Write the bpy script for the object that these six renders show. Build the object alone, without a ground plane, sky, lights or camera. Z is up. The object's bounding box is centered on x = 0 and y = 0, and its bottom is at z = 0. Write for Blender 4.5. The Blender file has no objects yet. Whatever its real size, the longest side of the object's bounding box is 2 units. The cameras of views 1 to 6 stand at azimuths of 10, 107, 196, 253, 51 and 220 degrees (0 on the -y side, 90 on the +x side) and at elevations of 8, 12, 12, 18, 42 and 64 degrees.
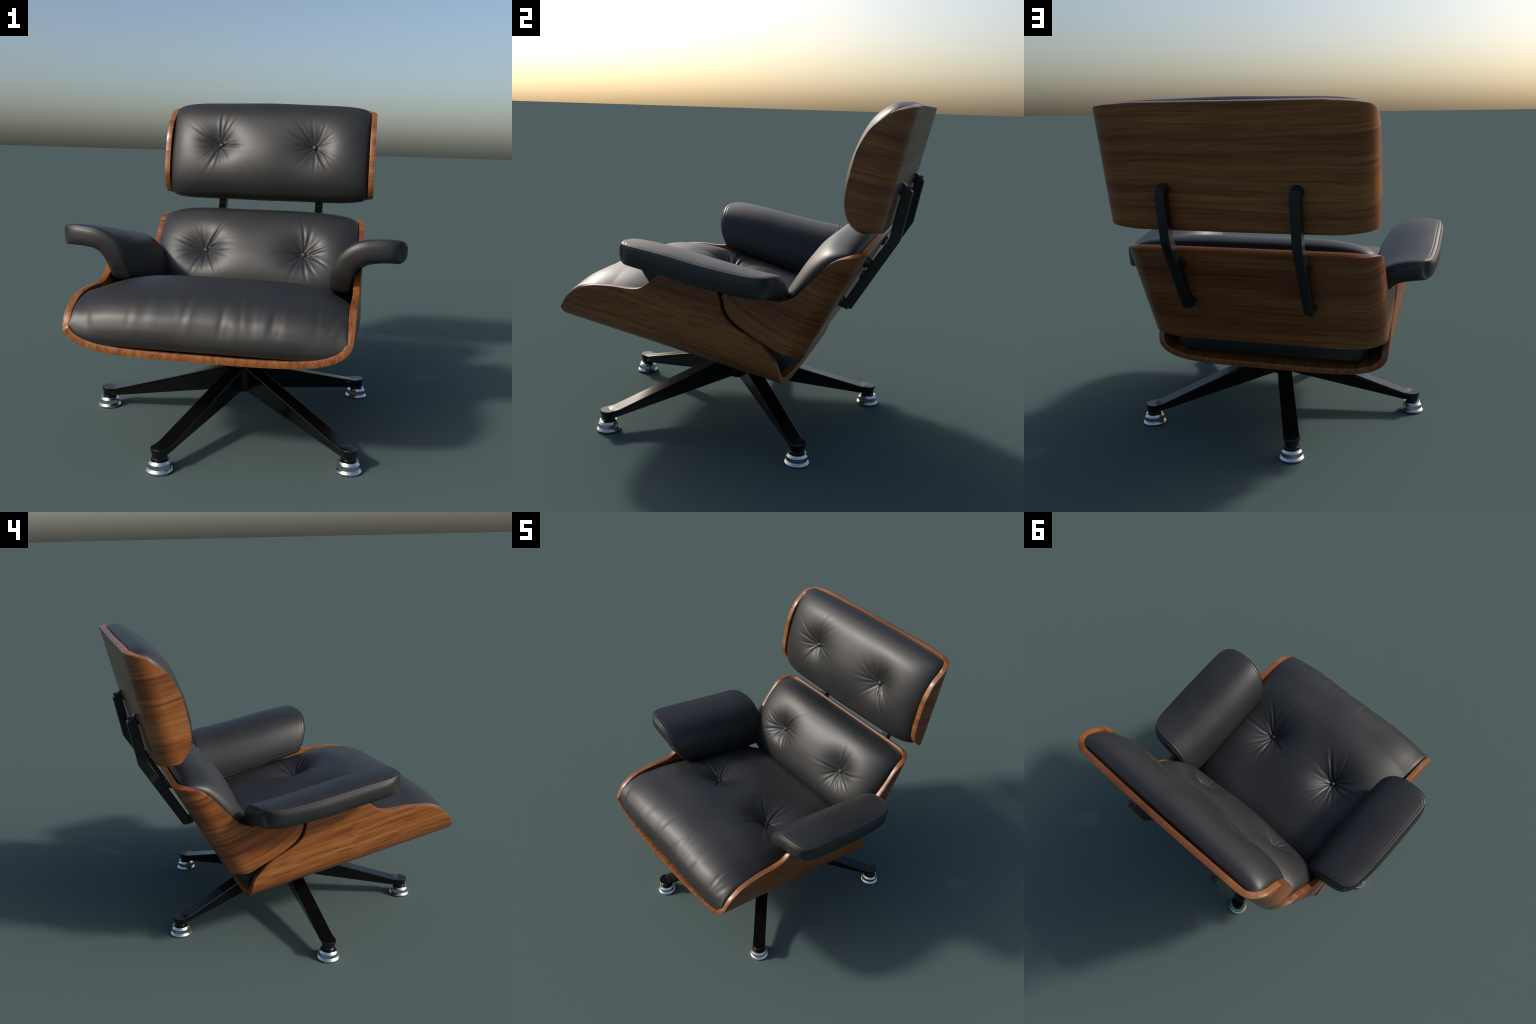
# Lounge chair: moulded plywood shells, buttoned black leather cushions,
# five-legged black base with polished glides.  Metres, z up, front = -y.
import bpy, bmesh, math
import numpy as np
from mathutils import Vector

# ------------------------------------------------------------------ helpers
def curve(points):
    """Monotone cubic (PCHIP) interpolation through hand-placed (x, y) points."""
    p = np.array(points, float)
    x, y = p[:, 0], p[:, 1]
    h = np.diff(x); dl = np.diff(y) / h
    m = np.zeros(len(x))
    m[0], m[-1] = dl[0], dl[-1]
    for i in range(1, len(x) - 1):
        if dl[i - 1] * dl[i] > 0:
            w1, w2 = 2 * h[i] + h[i - 1], h[i] + 2 * h[i - 1]
            m[i] = (w1 + w2) / (w1 / dl[i - 1] + w2 / dl[i])
    def f(q):
        q = np.clip(np.asarray(q, float), x[0], x[-1])
        i = np.clip(np.searchsorted(x, q) - 1, 0, len(h) - 1)
        t = (q - x[i]) / h[i]
        return ((2*t**3 - 3*t**2 + 1) * y[i] + (t**3 - 2*t**2 + t) * h[i] * m[i]
                + (-2*t**3 + 3*t**2) * y[i + 1] + (t**3 - t**2) * h[i] * m[i + 1])
    return f

def path(points, n=400):
    """Smooth (Catmull-Rom) plane curve through points, re-spaced evenly; returns f(t), t in 0..1."""
    p = np.array(points, float)
    q = np.vstack([2 * p[0] - p[1], p, 2 * p[-1] - p[-2]])
    out = []
    for i in range(1, len(q) - 2):
        a, b, c, d = q[i - 1], q[i], q[i + 1], q[i + 2]
        for t in np.linspace(0, 1, 30, endpoint=False):
            out.append(.5 * (2*b + (c - a)*t + (2*a - 5*b + 4*c - d)*t*t + (3*b - a - 3*c + d)*t**3))
    out.append(p[-1]); out = np.array(out)
    s = np.r_[0, np.cumsum(np.linalg.norm(np.diff(out, axis=0), axis=1))]
    L = s[-1]
    def f(t):
        t = np.asarray(t, float) * L
        return np.stack([np.interp(t, s, out[:, k]) for k in range(out.shape[1])], -1)
    f.length = L
    return f

def grid_normals(P):
    du = np.gradient(P, axis=0); dv = np.gradient(P, axis=1)
    n = np.cross(du, dv)
    return n / np.maximum(np.linalg.norm(n, axis=-1, keepdims=True), 1e-9)

COL = bpy.context.scene.collection
def make_object(name, mesh, parent=None, mat=None):
    o = bpy.data.objects.new(name, mesh)
    COL.objects.link(o)
    if parent: o.parent = parent
    if mat and not mesh.materials: mesh.materials.append(mat)
    return o

def finish(bm, name, angle=38, bevel=0.0, segs=2, merge=1e-5):
    """Weld, round the sharp edges, shade smooth with creases kept sharp."""
    bmesh.ops.remove_doubles(bm, verts=bm.verts, dist=merge)
    bmesh.ops.recalc_face_normals(bm, faces=bm.faces)
    a = math.radians(angle)
    if bevel:
        ed = [e for e in bm.edges if len(e.link_faces) == 2 and e.calc_face_angle(0) > a]
        bmesh.ops.bevel(bm, geom=ed, offset=bevel, segments=segs, profile=.5, affect='EDGES', clamp_overlap=True)
    for f in bm.faces: f.smooth = True
    for e in bm.edges:
        e.smooth = not (len(e.link_faces) == 2 and e.calc_face_angle(0) > a)
    me = bpy.data.meshes.new(name)
    bm.to_mesh(me); bm.free()
    return me

def add_grid(bm, P):
    n, m = P.shape[:2]
    V = [[bm.verts.new(P[i, j]) for j in range(m)] for i in range(n)]
    for i in range(n - 1):
        for j in range(m - 1):
            q = (V[i][j], V[i + 1][j], V[i + 1][j + 1], V[i][j + 1])
            try: bm.faces.new(q)
            except ValueError: pass
    return V

def add_closed(bm, A, B):
    """Two grids with the same layout, joined along their borders: a solid sheet."""
    V = add_grid(bm, A); W = add_grid(bm, B)
    n, m = A.shape[:2]
    ring = [(i, 0) for i in range(n)] + [(n-1, j) for j in range(1, m)] \
        + [(i, m-1) for i in range(n-2, -1, -1)] + [(0, j) for j in range(m-2, 0, -1)]
    for k in range(len(ring)):
        (a, b), (c, d) = ring[k], ring[(k + 1) % len(ring)]
        try: bm.faces.new((V[a][b], V[c][d], W[c][d], W[a][b]))
        except ValueError: pass

def lathe(bm, profile, centre=(0, 0, 0), axis=None, n=40):
    c = Vector(centre)
    ax = Vector(axis or (0, 0, 1)).normalized()
    u = ax.orthogonal().normalized(); v = ax.cross(u)
    rings = []
    for r, z in profile:
        rings.append([bm.verts.new(c + ax * z + (u * math.cos(2*math.pi*k/n) + v * math.sin(2*math.pi*k/n)) * r) for k in range(n)])
    for a, b in zip(rings, rings[1:]):
        for k in range(n):
            bm.faces.new((a[k], a[(k+1) % n], b[(k+1) % n], b[k]))
    for r in (rings[0], rings[-1]):
        bm.faces.new(r)

# ---------------------------------------------------------------- materials
def new_mat(name):
    m = bpy.data.materials.new(name); m.use_nodes = True
    nt = m.node_tree
    return m, nt, nt.nodes['Principled BSDF']

def node(nt, kind, **kw):
    n = nt.nodes.new(kind)
    for k, v in kw.items():
        if k in n.inputs: n.inputs[k].default_value = v
        else: setattr(n, k, v)
    return n

def ramp(nt, src, stops):
    r = nt.nodes.new('ShaderNodeValToRGB')
    el = r.color_ramp.elements
    while len(el) < len(stops): el.new(.5)
    for e, (p, c) in zip(el, stops):
        e.position = p; e.color = (*c, 1) if len(c) == 3 else c
    nt.links.new(src, r.inputs['Fac'])
    return r.outputs['Color']

def wood(name, tilt, grain, seed, sweep=None):
    """Walnut-red veneer; grain = stretch of the figure on each tilted object axis."""
    m, nt, b = new_mat(name)
    L = nt.links.new
    tc = node(nt, 'ShaderNodeTexCoord')
    rot = node(nt, 'ShaderNodeMapping'); rot.inputs['Rotation'].default_value = (tilt, 0, 0)
    rot.inputs['Location'].default_value = (seed, seed * .7, seed * 1.3)
    L(tc.outputs['Object'], rot.inputs['Vector'])
    if sweep:      # the figure bends on the side flaps: shift it by a parabola of the forward distance
        y0, lin, quad = sweep
        sp = node(nt, 'ShaderNodeSeparateXYZ'); L(rot.outputs['Vector'], sp.inputs[0])
        def mth(op, a, b):
            n = node(nt, 'ShaderNodeMath', operation=op)
            for k, v in enumerate((a, b)):
                if isinstance(v, (int, float)): n.inputs[k].default_value = v
                else: L(v, n.inputs[k])
            return n.outputs[0]
        d = mth('MAXIMUM', mth('SUBTRACT', y0 + seed * .7, sp.outputs['Y']), 0.)
        off = mth('MULTIPLY', d, mth('ADD', mth('MULTIPLY', d, quad), lin))
        cb = node(nt, 'ShaderNodeCombineXYZ')
        L(sp.outputs['X'], cb.inputs['X']); L(sp.outputs['Y'], cb.inputs['Y'])
        L(mth('SUBTRACT', sp.outputs['Z'], off), cb.inputs['Z'])
        rot = cb
    warp = node(nt, 'ShaderNodeTexNoise', Scale=2.6, Detail=2.0)
    L(rot.outputs[0], warp.inputs['Vector'])
    add = node(nt, 'ShaderNodeVectorMath', operation='MULTIPLY_ADD')
    L(warp.outputs['Color'], add.inputs[0]); add.inputs[1].default_value = (.035, .035, .035)
    L(rot.outputs[0], add.inputs[2])
    def band(scale, rough, detail):
        mp = node(nt, 'ShaderNodeMapping'); mp.inputs['Scale'].default_value = scale
        L(add.outputs[0], mp.inputs['Vector'])
        n = node(nt, 'ShaderNodeTexNoise', Scale=1.0, Detail=detail, Roughness=rough)
        L(mp.outputs['Vector'], n.inputs['Vector'])
        return n.outputs['Fac']
    broad = band(tuple(g * 1.0 for g in grain), .55, 3.0)
    fine = band(tuple(g * 3.6 for g in grain), .6, 4.0)
    pores = band(tuple(g * 7.0 for g in grain), .6, 3.0)
    c1 = ramp(nt, broad, [(.30, (.120, .039, .012)), (.45, (.180, .061, .0165)), (.58, (.216, .082, .0215)), (.74, (.265, .114, .032))])
    c2 = ramp(nt, fine, [(.33, (.52, .40, .34)), (.48, (.97, .92, .90)), (.66, (1.27, 1.24, 1.18))])
    c3 = ramp(nt, pores, [(.32, (.55, .48, .44)), (.45, (1, 1, 1)), (1, (1, 1, 1))])
    mix = node(nt, 'ShaderNodeMix', data_type='RGBA', blend_type='MULTIPLY'); mix.inputs[0].default_value = .8
    L(c1, mix.inputs[6]); L(c2, mix.inputs[7])
    mix2 = node(nt, 'ShaderNodeMix', data_type='RGBA', blend_type='MULTIPLY'); mix2.inputs[0].default_value = .7
    L(mix.outputs[2], mix2.inputs[6]); L(c3, mix2.inputs[7])
    L(mix2.outputs[2], b.inputs['Base Color'])
    b.inputs['Roughness'].default_value = .33
    b.inputs['Specular IOR Level'].default_value = .5
    bp = node(nt, 'ShaderNodeBump', Strength=.05, Distance=.002)
    L(pores, bp.inputs['Height']); L(bp.outputs['Normal'], b.inputs['Normal'])
    return m

def leather(name):
    m, nt, b = new_mat(name)
    L = nt.links.new
    tc = node(nt, 'ShaderNodeTexCoord')
    n = node(nt, 'ShaderNodeTexNoise', Scale=4.0, Detail=3.0)
    L(tc.outputs['Object'], n.inputs['Vector'])
    L(ramp(nt, n.outputs['Fac'], [(.3, (.0140, .0143, .0150)), (.7, (.0190, .0192, .0196))]), b.inputs['Base Color'])
    r = node(nt, 'ShaderNodeMapRange'); r.inputs['To Min'].default_value = .43; r.inputs['To Max'].default_value = .50
    L(n.outputs['Fac'], r.inputs['Value']); L(r.outputs[0], b.inputs['Roughness'])
    b.inputs['Specular IOR Level'].default_value = .5
    v = node(nt, 'ShaderNodeTexVoronoi', Scale=260.0)
    L(tc.outputs['Object'], v.inputs['Vector'])
    bp = node(nt, 'ShaderNodeBump', Strength=.03, Distance=.001)
    L(v.outputs['Distance'], bp.inputs['Height']); L(bp.outputs['Normal'], b.inputs['Normal'])
    return m

def plain(name, col, rough, metal=0.0, spec=.5):
    m, nt, b = new_mat(name)
    tc = node(nt, 'ShaderNodeTexCoord')
    n = node(nt, 'ShaderNodeTexNoise', Scale=9.0, Detail=3.0)
    nt.links.new(tc.outputs['Object'], n.inputs['Vector'])
    nt.links.new(ramp(nt, n.outputs['Fac'], [(.3, tuple(c * .93 for c in col)), (.7, col)]), b.inputs['Base Color'])
    r = node(nt, 'ShaderNodeMapRange'); r.inputs['To Min'].default_value = rough * .9; r.inputs['To Max'].default_value = rough * 1.1
    nt.links.new(n.outputs['Fac'], r.inputs['Value']); nt.links.new(r.outputs[0], b.inputs['Roughness'])
    b.inputs['Metallic'].default_value = metal
    b.inputs['Specular IOR Level'].default_value = spec
    return m

HEAD_TILT = math.atan2(.145, .643)
BACK_TILT = math.atan2(.337, .607)
SEAT_SLOPE = math.atan2(.248, 1.325)
LEATHER = leather('black_leather')
BLACK = plain('black_enamel', (.003, .0031, .0033), .19)
SATIN = plain('black_satin_metal', (.008, .009, .0095), .34)
CHROME = plain('polished_aluminium', (.68, .68, .68), .23, 1.0)
WOOD_HEAD = wood('veneer_headrest', HEAD_TILT, (.5, .5, 16.0), 3.1)
WOOD_BACK = wood('veneer_back', BACK_TILT, (.5, .5, 16.0), 7.7, sweep=(.075, -.27, .63))
WOOD_SEAT = wood('veneer_seat', SEAT_SLOPE, (42.0, .45, 16.0), 11.3)

chair = bpy.data.objects.new('lounge_chair', None)
COL.objects.link(chair)
chair['label'] = 'black leather lounge chair with curved walnut plywood shells'
chair['category'] = 'lounge chair'

# ------------------------------------------------------------ wooden shells
THICK = .036
SEAT_X = .004
HEAD_X = .025      # the headrest and its braces sit slightly off centre

def wrapped_shell(name, foot, top, half, rc, x_mid, bow, corner, upper, lower, mat):
    """Back panel that wraps forward round both sides.
    foot/top: (y,z) of the outer back face; half: half width; rc: corner radius;
    upper/lower: side rims as (y,z) from the rear corner to the tip."""
    foot = np.array(foot); top = np.array(top)
    wd = (top - foot) / np.linalg.norm(top - foot)
    dd = np.array([-wd[1], wd[0]])
    H = np.linalg.norm(top - foot)
    x0 = half - rc
    arc = rc * math.pi / 2
    def to_aw(pts):
        out = []
        for p in pts:
            v = np.array(p) - foot
            out.append((x0 + arc + (v @ dd) - rc, v @ wd))
        return out
    up = curve([(0, H), (x0 * .8, H)] + [(x0 + a * arc, H - b) for a, b in corner[0]] + to_aw(upper))
    lo = curve([(0, 0), (x0 * .8, 0)] + [(x0 + a * arc, b) for a, b in corner[1]] + to_aw(lower))
    tip = to_aw(upper)[-1][0]
    # column positions: denser towards the tip
    q = np.linspace(0, 1, 90)
    a = tip * (1 - (1 - q) ** 1.7)
    a = np.r_[-a[::-1], a[1:]]
    t = np.linspace(0, 1, 49)
    P = np.zeros((len(a), len(t), 3))
    for i, ai in enumerate(a):
        s = abs(ai)
        if s <= x0: x, d = s, 0.
        elif s <= x0 + arc:
            th = (s - x0) / rc
            x, d = x0 + rc * math.sin(th), rc * (1 - math.cos(th))
        else: x, d = half, rc + s - x0 - arc
        w = lo(s) + (up(s) - lo(s)) * t
        yz = foot + np.outer(w, wd) + d * dd
        P[i, :, 0] = math.copysign(x, ai) if x else 0
        yz = yz + dd * bow * (min(x, x0 + rc) / half) ** 2
        P[i, :, 1:] = yz
    # inner face: same columns pushed in along the section normal
    Q = P.copy()
    for i, ai in enumerate(a):
        s = abs(ai)
        if s <= x0: nx, nd = 0., 1.
        elif s <= x0 + arc:
            th = (s - x0) / rc
            nx, nd = -math.sin(th), math.cos(th)
        else: nx, nd = -1., 0.
        Q[i, :, 0] += math.copysign(1, ai) * nx * THICK
        Q[i, :, 1:] += nd * dd * THICK
    P[:, :, 0] += x_mid; Q[:, :, 0] += x_mid
    bm = bmesh.new(); add_closed(bm, P, Q)
    return make_object(name, finish(bm, name, bevel=.003, merge=2e-4), chair, mat)

wrapped_shell('headrest_shell', (.857, 1.275), (1.000, 1.919), .727, .120, HEAD_X, .010,
    ([(-.45, .003), (.1, .010)], [(-.3, .002), (.25, .012)]),
    [(.900, 1.886), (.870, 1.866), (.830, 1.838), (.790, 1.802), (.755, 1.748), (.728, 1.690), (.712, 1.640), (.705, 1.598)],
    [(.763, 1.307), (.720, 1.344), (.696, 1.385), (.686, 1.430), (.687, 1.490), (.694, 1.540), (.705, 1.590)], WOOD_HEAD)

wrapped_shell('back_shell', (.466, .562), (.782, 1.157), .706, .115, 0., 0.,
    ([(-.3, .000), (.35, .012)], [(-.35, .004), (.3, .022)]),
    [(.668, 1.149), (.600, 1.113), (.558, 1.067), (.525, 1.028), (.463, .957), (.420, .912), (.360, .900), (.250, .925), (.130, .945), (.065, .940), (.038, .905)],
    [(.356, .610), (.269, .651), (.184, .695), (.099, .749), (.060, .791), (.041, .832), (.036, .870)], WOOD_BACK)

def seat_shell():
    half = path([(0, 0), (.20, .0), (.33, .002), (.45, .007), (.553, .020), (.646, .052), (.700, .105), (.712, .18), (.714, .30), (.714, .60)])
    tt = np.linspace(0, 1, 3000); HP = half(tt)
    rim = path([(-.975, .716), (-.917, .798), (-.845, .845), (-.790, .865), (-.735, .873), (-.640, .877), (-.540, .873), (-.475, .879),
                (-.437, .895), (-.400, .923), (-.365, .957), (-.335, .970), (-.25, .972), (-.12, .966), (-.04, .950), (-.004, .920), (.016, .866), (.026, .815), (.052, .767),
                (.110, .720), (.183, .684), (.256, .641), (.312, .588), (.340, .550), (.356, .500), (.362, .456)])
    R = rim(np.linspace(0, 1, 170))
    s = np.linspace(-1, 1, 121)
    P = np.zeros((len(R), len(s), 3))
    for i, (y, z) in enumerate(R):
        fl = .613 + (y + .985) * (.365 - .613) / (1.345)
        te = np.interp(z - fl, HP[200:, 1], tt[200:])
        k = np.abs(s) * te
        h = half(k)
        f = (y - .362) / (-.975 - .362)
        bow = -.025 * (1 - (h[:, 0] / .70) ** 2) * max(0, f) ** 6
        P[i, :, 0] = np.sign(s) * h[:, 0]
        P[i, :, 1] = y + bow
        P[i, :, 2] = fl + h[:, 1]
    n = grid_normals(P)
    if n[80, 60, 2] < 0: n = -n
    # push in square to the section (no shift along y keeps the end faces upright)
    Q = P + n * THICK
    Q[:, :, 1] = P[:, :, 1]
    P[:, :, 0] += SEAT_X; Q[:, :, 0] += SEAT_X
    bm = bmesh.new(); add_closed(bm, P, Q)
    return make_object('seat_shell', finish(bm, 'seat_shell', bevel=.003), chair, WOOD_SEAT)
seat_shell()

# ------------------------------------------------------------------ leather
rng = np.random.default_rng(5)

def creases(dx, dy, seed, depth=.055, spread=.115, n=17, reach=.17, amp=.0045):
    """Tufted dimple round a button: a soft pit and uneven radial folds."""
    g = np.random.default_rng(seed)
    r = np.hypot(dx, dy); th = np.arctan2(dy, dx)
    out = -depth * (.72 * np.exp(-(r / spread) ** 1.7) + .28 * np.exp(-r / (.42 * spread)))
    ang = np.linspace(0, 2 * math.pi, n, endpoint=False) + g.normal(0, .16, n)
    for a0 in ang:
        bend = g.normal(0, .55)
        d = (th - a0 - bend * np.clip(r - .03, 0, .3) + math.pi) % (2 * math.pi) - math.pi
        off = d * np.maximum(r, .012)
        wd = g.uniform(.0042, .0062) + g.uniform(.018, .042) * r
        ln = reach * g.uniform(.5, 1.05)
        k = amp * g.uniform(.4, 1.5) * np.clip(r / .03, 0, 1) * np.exp(-(r / ln) ** 2.4) * (np.abs(d) < 1.3)
        out += -k * np.exp(-(off / wd) ** 2) + .55 * k * np.exp(-((off - 1.9 * wd) / wd) ** 2) + .35 * k * np.exp(-((off + 1.9 * wd) / wd) ** 2)
    return out

def cushion(name, upper, lower, X, end_n, end_m, shrink, buttons, nx, nt, relief=None, depth=.055, crown=None, dim=.115, x_mid=0., width=None, low_n=5., amp=.0045, reach=.17, lift=0.):
    """Pillow: upper/lower side profiles (y,z) swept over x, closing to a seam at both ends."""
    U, Lw = path(upper), path(lower)
    q = np.linspace(-1, 1, nx); ax = np.sign(q) * (1 - (1 - np.abs(q)) ** 1.8)
    e = np.linspace(-1, 1, nt); t = .5 + .5 * np.sign(e) * (1 - (1 - np.abs(e)) ** 1.45)
    Ut, Lt = U(t), Lw(t)
    mid = .5 * (Ut + Lt); C = mid.mean(0)
    s_up = (1 - np.abs(ax)[:, None] ** (end_n(t)[None] if callable(end_n) else end_n)) ** (1 / end_m) + 0 * t[None]
    s_lo = (1 - np.abs(ax)[:, None] ** low_n) ** (1 / 2.2) + 0 * t[None]
    l = 1 - shrink * np.abs(ax) ** 6
    def sheet(K, s):
        P = np.zeros((nx, nt, 3))
        m = C + (mid - C)[None] * l[:, None, None]
        yz = m + s[:, :, None] * (K - mid)[None] * l[:, None, None]
        P[:, :, 0] = X * ax[:, None] * (width(t)[None, :] if width else 1.)
        P[:, :, 1:] = yz
        P[:, :, 2] += lift * np.abs(ax)[:, None] ** 16 * np.clip(1.6 - 3 * t[None], 0, 1)
        return P
    A, B = sheet(Ut, s_up), sheet(Lt, s_lo)
    if crown is not None:
        A[:, :, 1:] += crown(ax[:, None], t[None, :])
    n = grid_normals(A)
    if n[nx // 2, nt // 2] @ np.array([0, *(Ut - Lt)[nt // 2]]) < 0: n = -n
    D = np.zeros((nx, nt))
    edge = np.clip(np.minimum(1 - np.abs(ax)[:, None], np.minimum(t, 1 - t)[None] * 1.5) / .08, 0, 1)
    Li = U.length
    where = []
    for k, (bx, by, bz) in enumerate(buttons):
        j = np.argmin(np.linalg.norm(Ut - np.array([by, bz]), axis=1))
        D += creases(A[:, :, 0] - bx, (t[None] - t[j]) * Li + 0 * ax[:, None], 40 + k * 7 + int(1000 * abs(bz)), depth=depth, spread=dim, amp=amp, reach=reach)
        i = np.argmin(np.abs(A[:, j, 0] - bx)); where.append((i, j))
    if relief is not None: D += relief(ax[:, None] * X, t[None] * Li)
    A = A + n * (D * edge)[..., None]
    A[:, :, 0] += x_mid; B[:, :, 0] += x_mid
    bm = bmesh.new()
    add_closed(bm, A, B)
    o = make_object(name, finish(bm, name, angle=70, merge=4e-4), chair, LEATHER)
    nn = grid_normals(A)
    for (i, j) in where:
        v = Vector(n[i, j]); p = Vector(A[i, j]) + v * .009
        b = make_object('button', BUTTON, o)
        b.location = p
        b.rotation_mode = 'QUATERNION'; b.rotation_quaternion = v.to_track_quat('Z', 'Y')
    return o

bm = bmesh.new()
lathe(bm, [(.001, .0115), (.008, .0108), (.0135, .0075), (.0195, .0015), (.0208, -.002), (.018, -.007), (.010, -.010)], n=28)
BUTTON = finish(bm, 'button', angle=60); BUTTON.materials.append(LEATHER)

def soft_lumps(x, s, seed, amp=.003):
    g = np.random.default_rng(seed); o = 0 * x * s
    for _ in range(9):
        kx, ks = g.uniform(3, 11), g.uniform(3, 11)
        o = o + np.sin(kx * x + g.uniform(0, 6)) * np.sin(ks * s + g.uniform(0, 6)) * amp / 3
    return o

# headrest cushion: profile from the bottom lip over the front to the top
cushion('headrest_cushion',
    [(.800, 1.278), (.752, 1.267), (.696, 1.280), (.654, 1.318), (.628, 1.378), (.619, 1.440), (.621, 1.510), (.633, 1.585), (.656, 1.670), (.700, 1.775), (.753, 1.860), (.818, 1.916), (.880, 1.940), (.935, 1.930), (.955, 1.905)],
    [(.800, 1.275), (.815, 1.300), (.840, 1.400), (.885, 1.600), (.930, 1.800), (.955, 1.905)],
    .692, 5.6, 2.6, .03, [(-.3285, .655, 1.66), (.3285, .655, 1.66)], 300, 260,
    relief=lambda x, s: soft_lumps(x, s, 2) + .016 * np.exp(-(x / .17) ** 2) * np.exp(-((s - .42) / .22) ** 2), depth=.070, x_mid=.022,
    width=lambda t: 1 - .085 * np.abs(2 * t - 1) ** 9)

cushion('back_cushion',
    [(.385, .590), (.330, .610), (.292, .650), (.280, .705), (.276, .770), (.287, .850), (.319, .935), (.365, 1.015), (.421, 1.093), (.484, 1.157), (.555, 1.203), (.630, 1.214), (.700, 1.200), (.738, 1.163)],
    [(.385, .590), (.420, .615), (.500, .760), (.600, .940), (.704, 1.110), (.738, 1.163)],
    .668, 3.6, 2.4, .05, [(-.332, .345, .99), (.332, .345, .99)], 300, 260,
    relief=lambda x, s: soft_lumps(x, s, 3), depth=.084, dim=.125,
    width=lambda t: 1 - .085 * np.abs(2 * t - 1) ** 9)

def seat_relief(x, s):
    """Pull folds running down the front roll of the seat."""
    g = np.random.default_rng(21); o = soft_lumps(x, s, 4, .004)
    for _ in range(26):
        c = g.uniform(-.62, .62); w = g.uniform(.012, .045); a = g.uniform(.0003, .0022)
        s0 = g.uniform(.12, .26); sw = g.uniform(.06, .12); lean = g.normal(0, .12) + .25 * c
        off = x - c - lean * (s - s0)
        o = o - a * np.exp(-(off / w) ** 2) * np.exp(-((s - s0) / sw) ** 2) + .5 * a * np.exp(-((off - 1.8 * w) / w) ** 2) * np.exp(-((s - s0) / sw) ** 2)
    return o

cushion('seat_cushion',
    [(-.974, .653), (-.988, .695), (-.984, .755), (-.957, .820), (-.893, .880), (-.790, .922), (-.660, .940), (-.520, .940), (-.350, .913), (-.150, .861), (.050, .800), (.220, .750), (.330, .690), (.397, .615), (.415, .540), (.388, .474), (.332, .436)],
    [(-.974, .653), (-.900, .645), (-.700, .605), (-.400, .549), (-.100, .493), (.150, .447), (.270, .426), (.332, .436)],
    .676, lambda t: 4.0 + 3.6 * np.clip(1 - t / .26, 0, 1) + 1.2 * np.clip((t - .55) / .2, 0, 1), 2.1, .008, [(-.300, -.262, .87), (.300, -.262, .87)], 300, 320, relief=seat_relief, depth=.106, dim=.15, low_n=3.2, amp=.0062, reach=.20, lift=.075, x_mid=.008,
    width=lambda t: 1 - .23 * np.clip((t - .72) / .28, 0, 1) ** 1.5)

def armrest(side):
    """Padded arm: a thick slab bent from the seat side out to a flat top, with piped edges."""
    mid = path([(.606, .872), (.612, .945), (.632, 1.012), (.668, 1.067), (.725, 1.102), (.80, 1.115), (.88, 1.119), (.958, 1.116)])
    H, RAD = .053, .042
    nu, nv = 190, 260
    def cl(n, p):
        q = np.linspace(-1, 1, n); return np.sign(q) * (1 - (1 - np.abs(q)) ** p)
    uu, vv = cl(nu, 2.0)[:, None], cl(nv, 2.3)[None, :]
    # plan outline: bowed ends, rounded corners on the outer edge
    ymid, yh = -.063, .446
    y = ymid + yh * vv * (1 - .095 * np.abs(uu) ** 5 - .04 * uu ** 2 - .09 * np.clip(.2 - uu, 0, 1) ** 1.5 * np.clip(-vv, 0, 1) ** 2)
    su = uu * (1 - (.05 + .13 * (uu > 0)) * np.abs(vv) ** 12 * np.abs(uu) ** 3) * (1 - .10 * (uu > 0) * np.clip(vv, 0, 1) ** 2 * np.abs(uu))
    k = np.linspace(0, 1, 600); mk = mid(k)
    tk = np.gradient(mk, axis=0); tk /= np.linalg.norm(tk, axis=1, keepdims=True)
    tt = .5 + .5 * su
    at = lambda a: np.interp(tt, k, a)
    Mx, Mz, Nx, Nz = at(mk[:, 0]), at(mk[:, 1]), at(-tk[:, 1]), at(tk[:, 0])
    drop = curve([(-.52, .008), (-.44, 0), (-.245, -.032), (.0, -.078), (.25, -.109), (.44, -.116)])
    # distance to the border -> rounded, piped edge
    du = (1 - np.abs(uu)) * mid.length / 2; dv = (1 - np.abs(vv)) * yh
    de = (np.maximum(du, 1e-6) ** -5. + np.maximum(dv, 1e-6) ** -5.) ** (-1 / 5.)
    de = np.where((du < 1e-5) | (dv < 1e-5), 0, de)
    x = np.clip((RAD - de) / RAD, 0, 1)
    f = (1 - x ** 2.7) ** (1 / 2.7)
    seam = (-.0048 * np.exp(-((f - .90) / .024) ** 2) + .0020 * np.exp(-((f - .83) / .03) ** 2)
            - .0022 * np.exp(-((de - RAD * .95) / .0024) ** 2))
    crown = .019 * (1 - uu ** 4) * (1 - vv ** 2)
    tuck = -.080 * (np.clip(.7 - uu, 0, 1.7) / 1.7) ** 2 * ((vv + 1) / 2) ** 1.8      # inner skirt follows the seat down
    def sheet(sg):
        P = np.zeros((nu, nv, 3))
        off = sg * (H * (1 if sg > 0 else 1.09) * f + (crown * f ** 2 if sg > 0 else 0) + seam * (f > .3))
        P[:, :, 0] = side * (Mx + Nx * off)
        P[:, :, 1] = y
        P[:, :, 2] = Mz + Nz * off + drop(y) + tuck
        return P
    bm = bmesh.new(); add_closed(bm, sheet(1), sheet(-1))
    return make_object('armrest', finish(bm, 'armrest', angle=75, merge=2e-4), chair, LEATHER)
armrest(1); armrest(-1)

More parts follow.
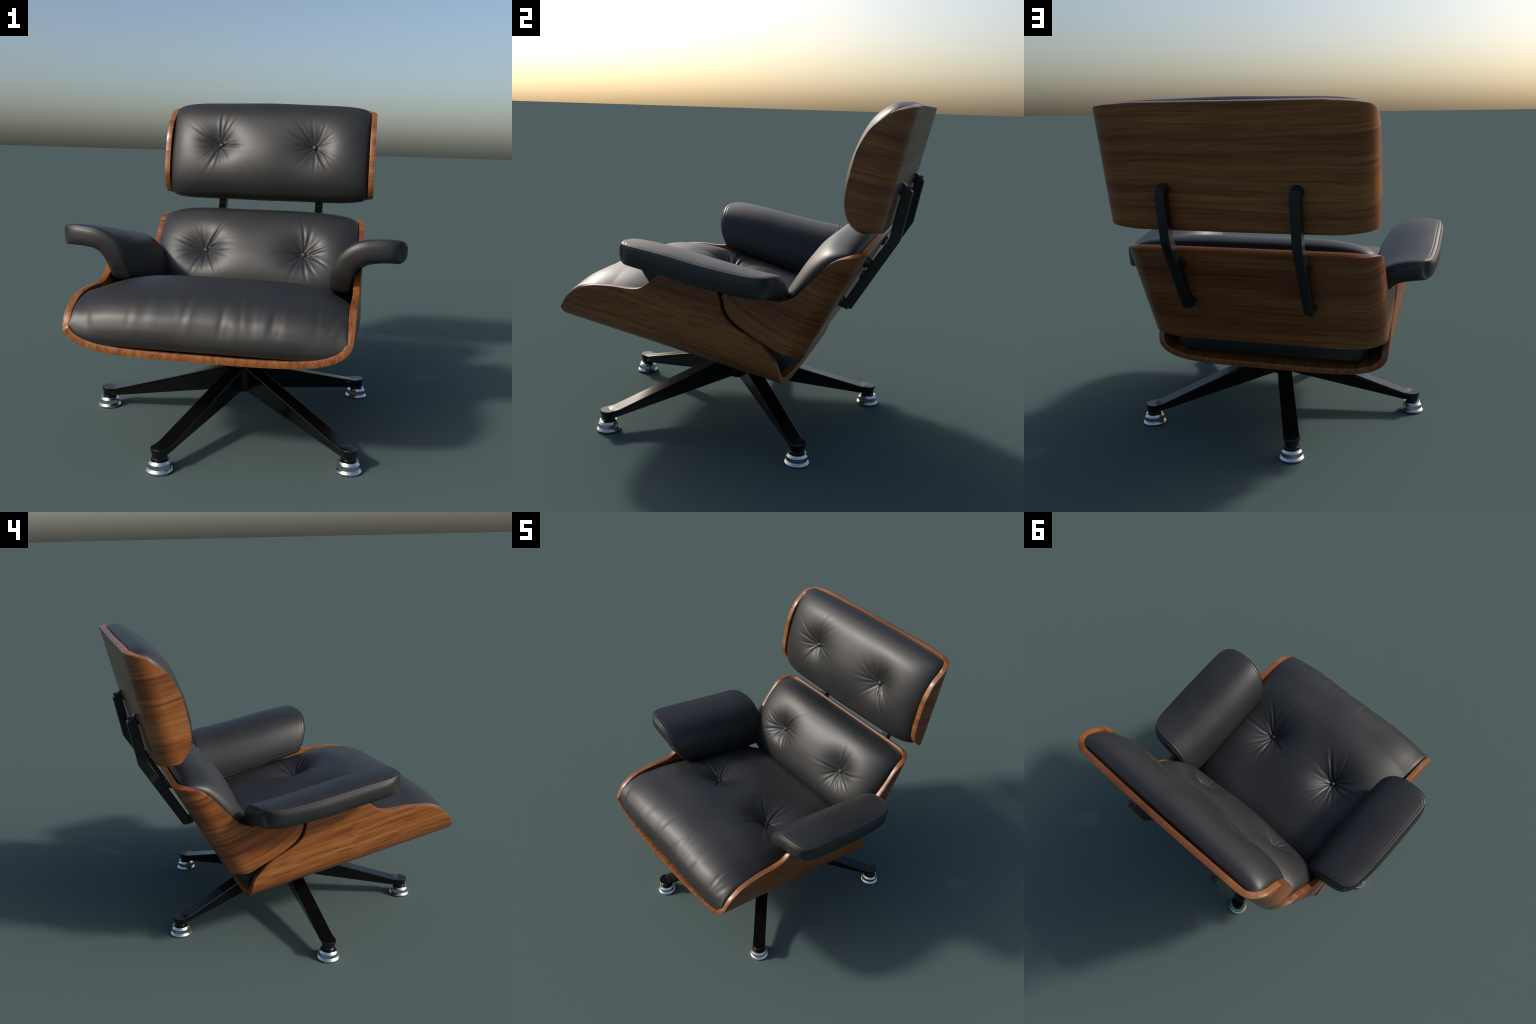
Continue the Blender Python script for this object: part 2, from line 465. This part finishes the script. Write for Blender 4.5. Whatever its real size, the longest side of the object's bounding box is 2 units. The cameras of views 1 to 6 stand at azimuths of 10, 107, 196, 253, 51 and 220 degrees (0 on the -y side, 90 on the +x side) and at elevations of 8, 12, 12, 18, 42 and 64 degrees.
# ------------------------------------------------------------ brace uprights
def prism(bm, poly_yz, x0, x1):
    a = [bm.verts.new((x0, y, z)) for y, z in poly_yz]
    b = [bm.verts.new((x1, y, z)) for y, z in poly_yz]
    n = len(a)
    for k in range(n): bm.faces.new((a[k], a[(k+1) % n], b[(k+1) % n], b[k]))
    bm.faces.new(a[::-1]); bm.faces.new(b)

BRACE = [(.917, 1.522), (.967, 1.476), (.919, 1.211), (.678, .808), (.614, .812), (.859, 1.226), (.904, 1.450)]
BRACE_X = .0265
for side in (1, -1):
    bm = bmesh.new()
    bx = BRACE_X + side * .3485
    prism(bm, BRACE, bx - .026, bx + .026)
    br = make_object('brace', finish(bm, 'brace', angle=15, bevel=.005, segs=2), chair, SATIN)
    for (y, z), ax, h in (((.893, 1.492), (-.9755, .22), .030), ((.738, 1.082), (-.8746, .4856), .045), ((.606, .848), (-.8746, .4856), .040)):
        bm = bmesh.new()
        lathe(bm, [(.020, -.05), (.025, -.048), (.025, -.006), (.033, -.004), (.036, .004), (.036, .016)], (bx, y - ax[0] * .014, z - ax[1] * .014), (0, ax[0], ax[1]), 28)
        make_object('mount_washer', finish(bm, 'mount_washer', angle=40), br, SATIN)

# --------------------------------------------------------------------- base
HUB = Vector((.046, -.09, 0))
FEET = [(-.226, -.885), (.710, -.670), (.709, .480), (-.230, .713), (-.808, -.086)]
base = bpy.data.objects.new('star_base', None)
COL.objects.link(base); base.parent = chair

bm = bmesh.new()
lathe(bm, [(.060, .188), (.076, .190), (.078, .196), (.078, .312), (.086, .322), (.086, .352), (.080, .360), (.080, .462)], HUB, n=48)
make_object('hub', finish(bm, 'hub', angle=30), base, BLACK)

bm = bmesh.new()
lathe(bm, [(.060, .0), (.067, .0015), (.0705, .010), (.069, .013), (.0595, .023), (.0585, .046), (.056, .049), (.050, .060), (.046, .061), (.038, .057)], n=56)
GLIDE = finish(bm, 'glide', angle=25); GLIDE.materials.append(CHROME)

for fx, fy in FEET:
    d = Vector((fx, fy, 0)) - HUB; R = d.length; d.normalize(); s = Vector((-d.y, d.x, 0))
    bm = bmesh.new()
    # tapering bar: wide flat top, narrower underside, deeper towards the hub
    def lin(r, a, b): return a + (b - a) * (r - .06) / (R - .05 - .06)
    st = [(r, lin(r, .345, .126), lin(r, .190, .074), .0445, .024) for r in (.02, .10, .30, .55, R - .05)] + [(R, .123, .068, .0445, .030)]
    rows = []
    for r, zt, zb, wt, wb in st:
        c = HUB + d * r
        rows.append([bm.verts.new((c + s * a) .to_3d() + Vector((0, 0, z))) for a, z in ((-wt, zt), (wt, zt), (wt, zt - .013), (wb + .007, zt - .020), (wb, zb), (-wb, zb), (-wb - .007, zt - .020), (-wt, zt - .013))])
    for a, b in zip(rows, rows[1:]):
        for k in range(8): bm.faces.new((a[k], a[(k+1) % 8], b[(k+1) % 8], b[k]))
    bm.faces.new(rows[0]); bm.faces.new(rows[-1][::-1])
    leg = make_object('leg', finish(bm, 'leg', angle=22, bevel=.003), base, BLACK)
    bm = bmesh.new()
    lathe(bm, [(.036, .050), (.040, .060), (.040, .098), (.0455, .108), (.0462, .120), (.0445, .1235)], (fx, fy, 0), n=40)
    make_object('leg_cap', finish(bm, 'leg_cap', angle=30), leg, BLACK)
    g = make_object('glide', GLIDE, leg); g.location = (fx, fy, 0)
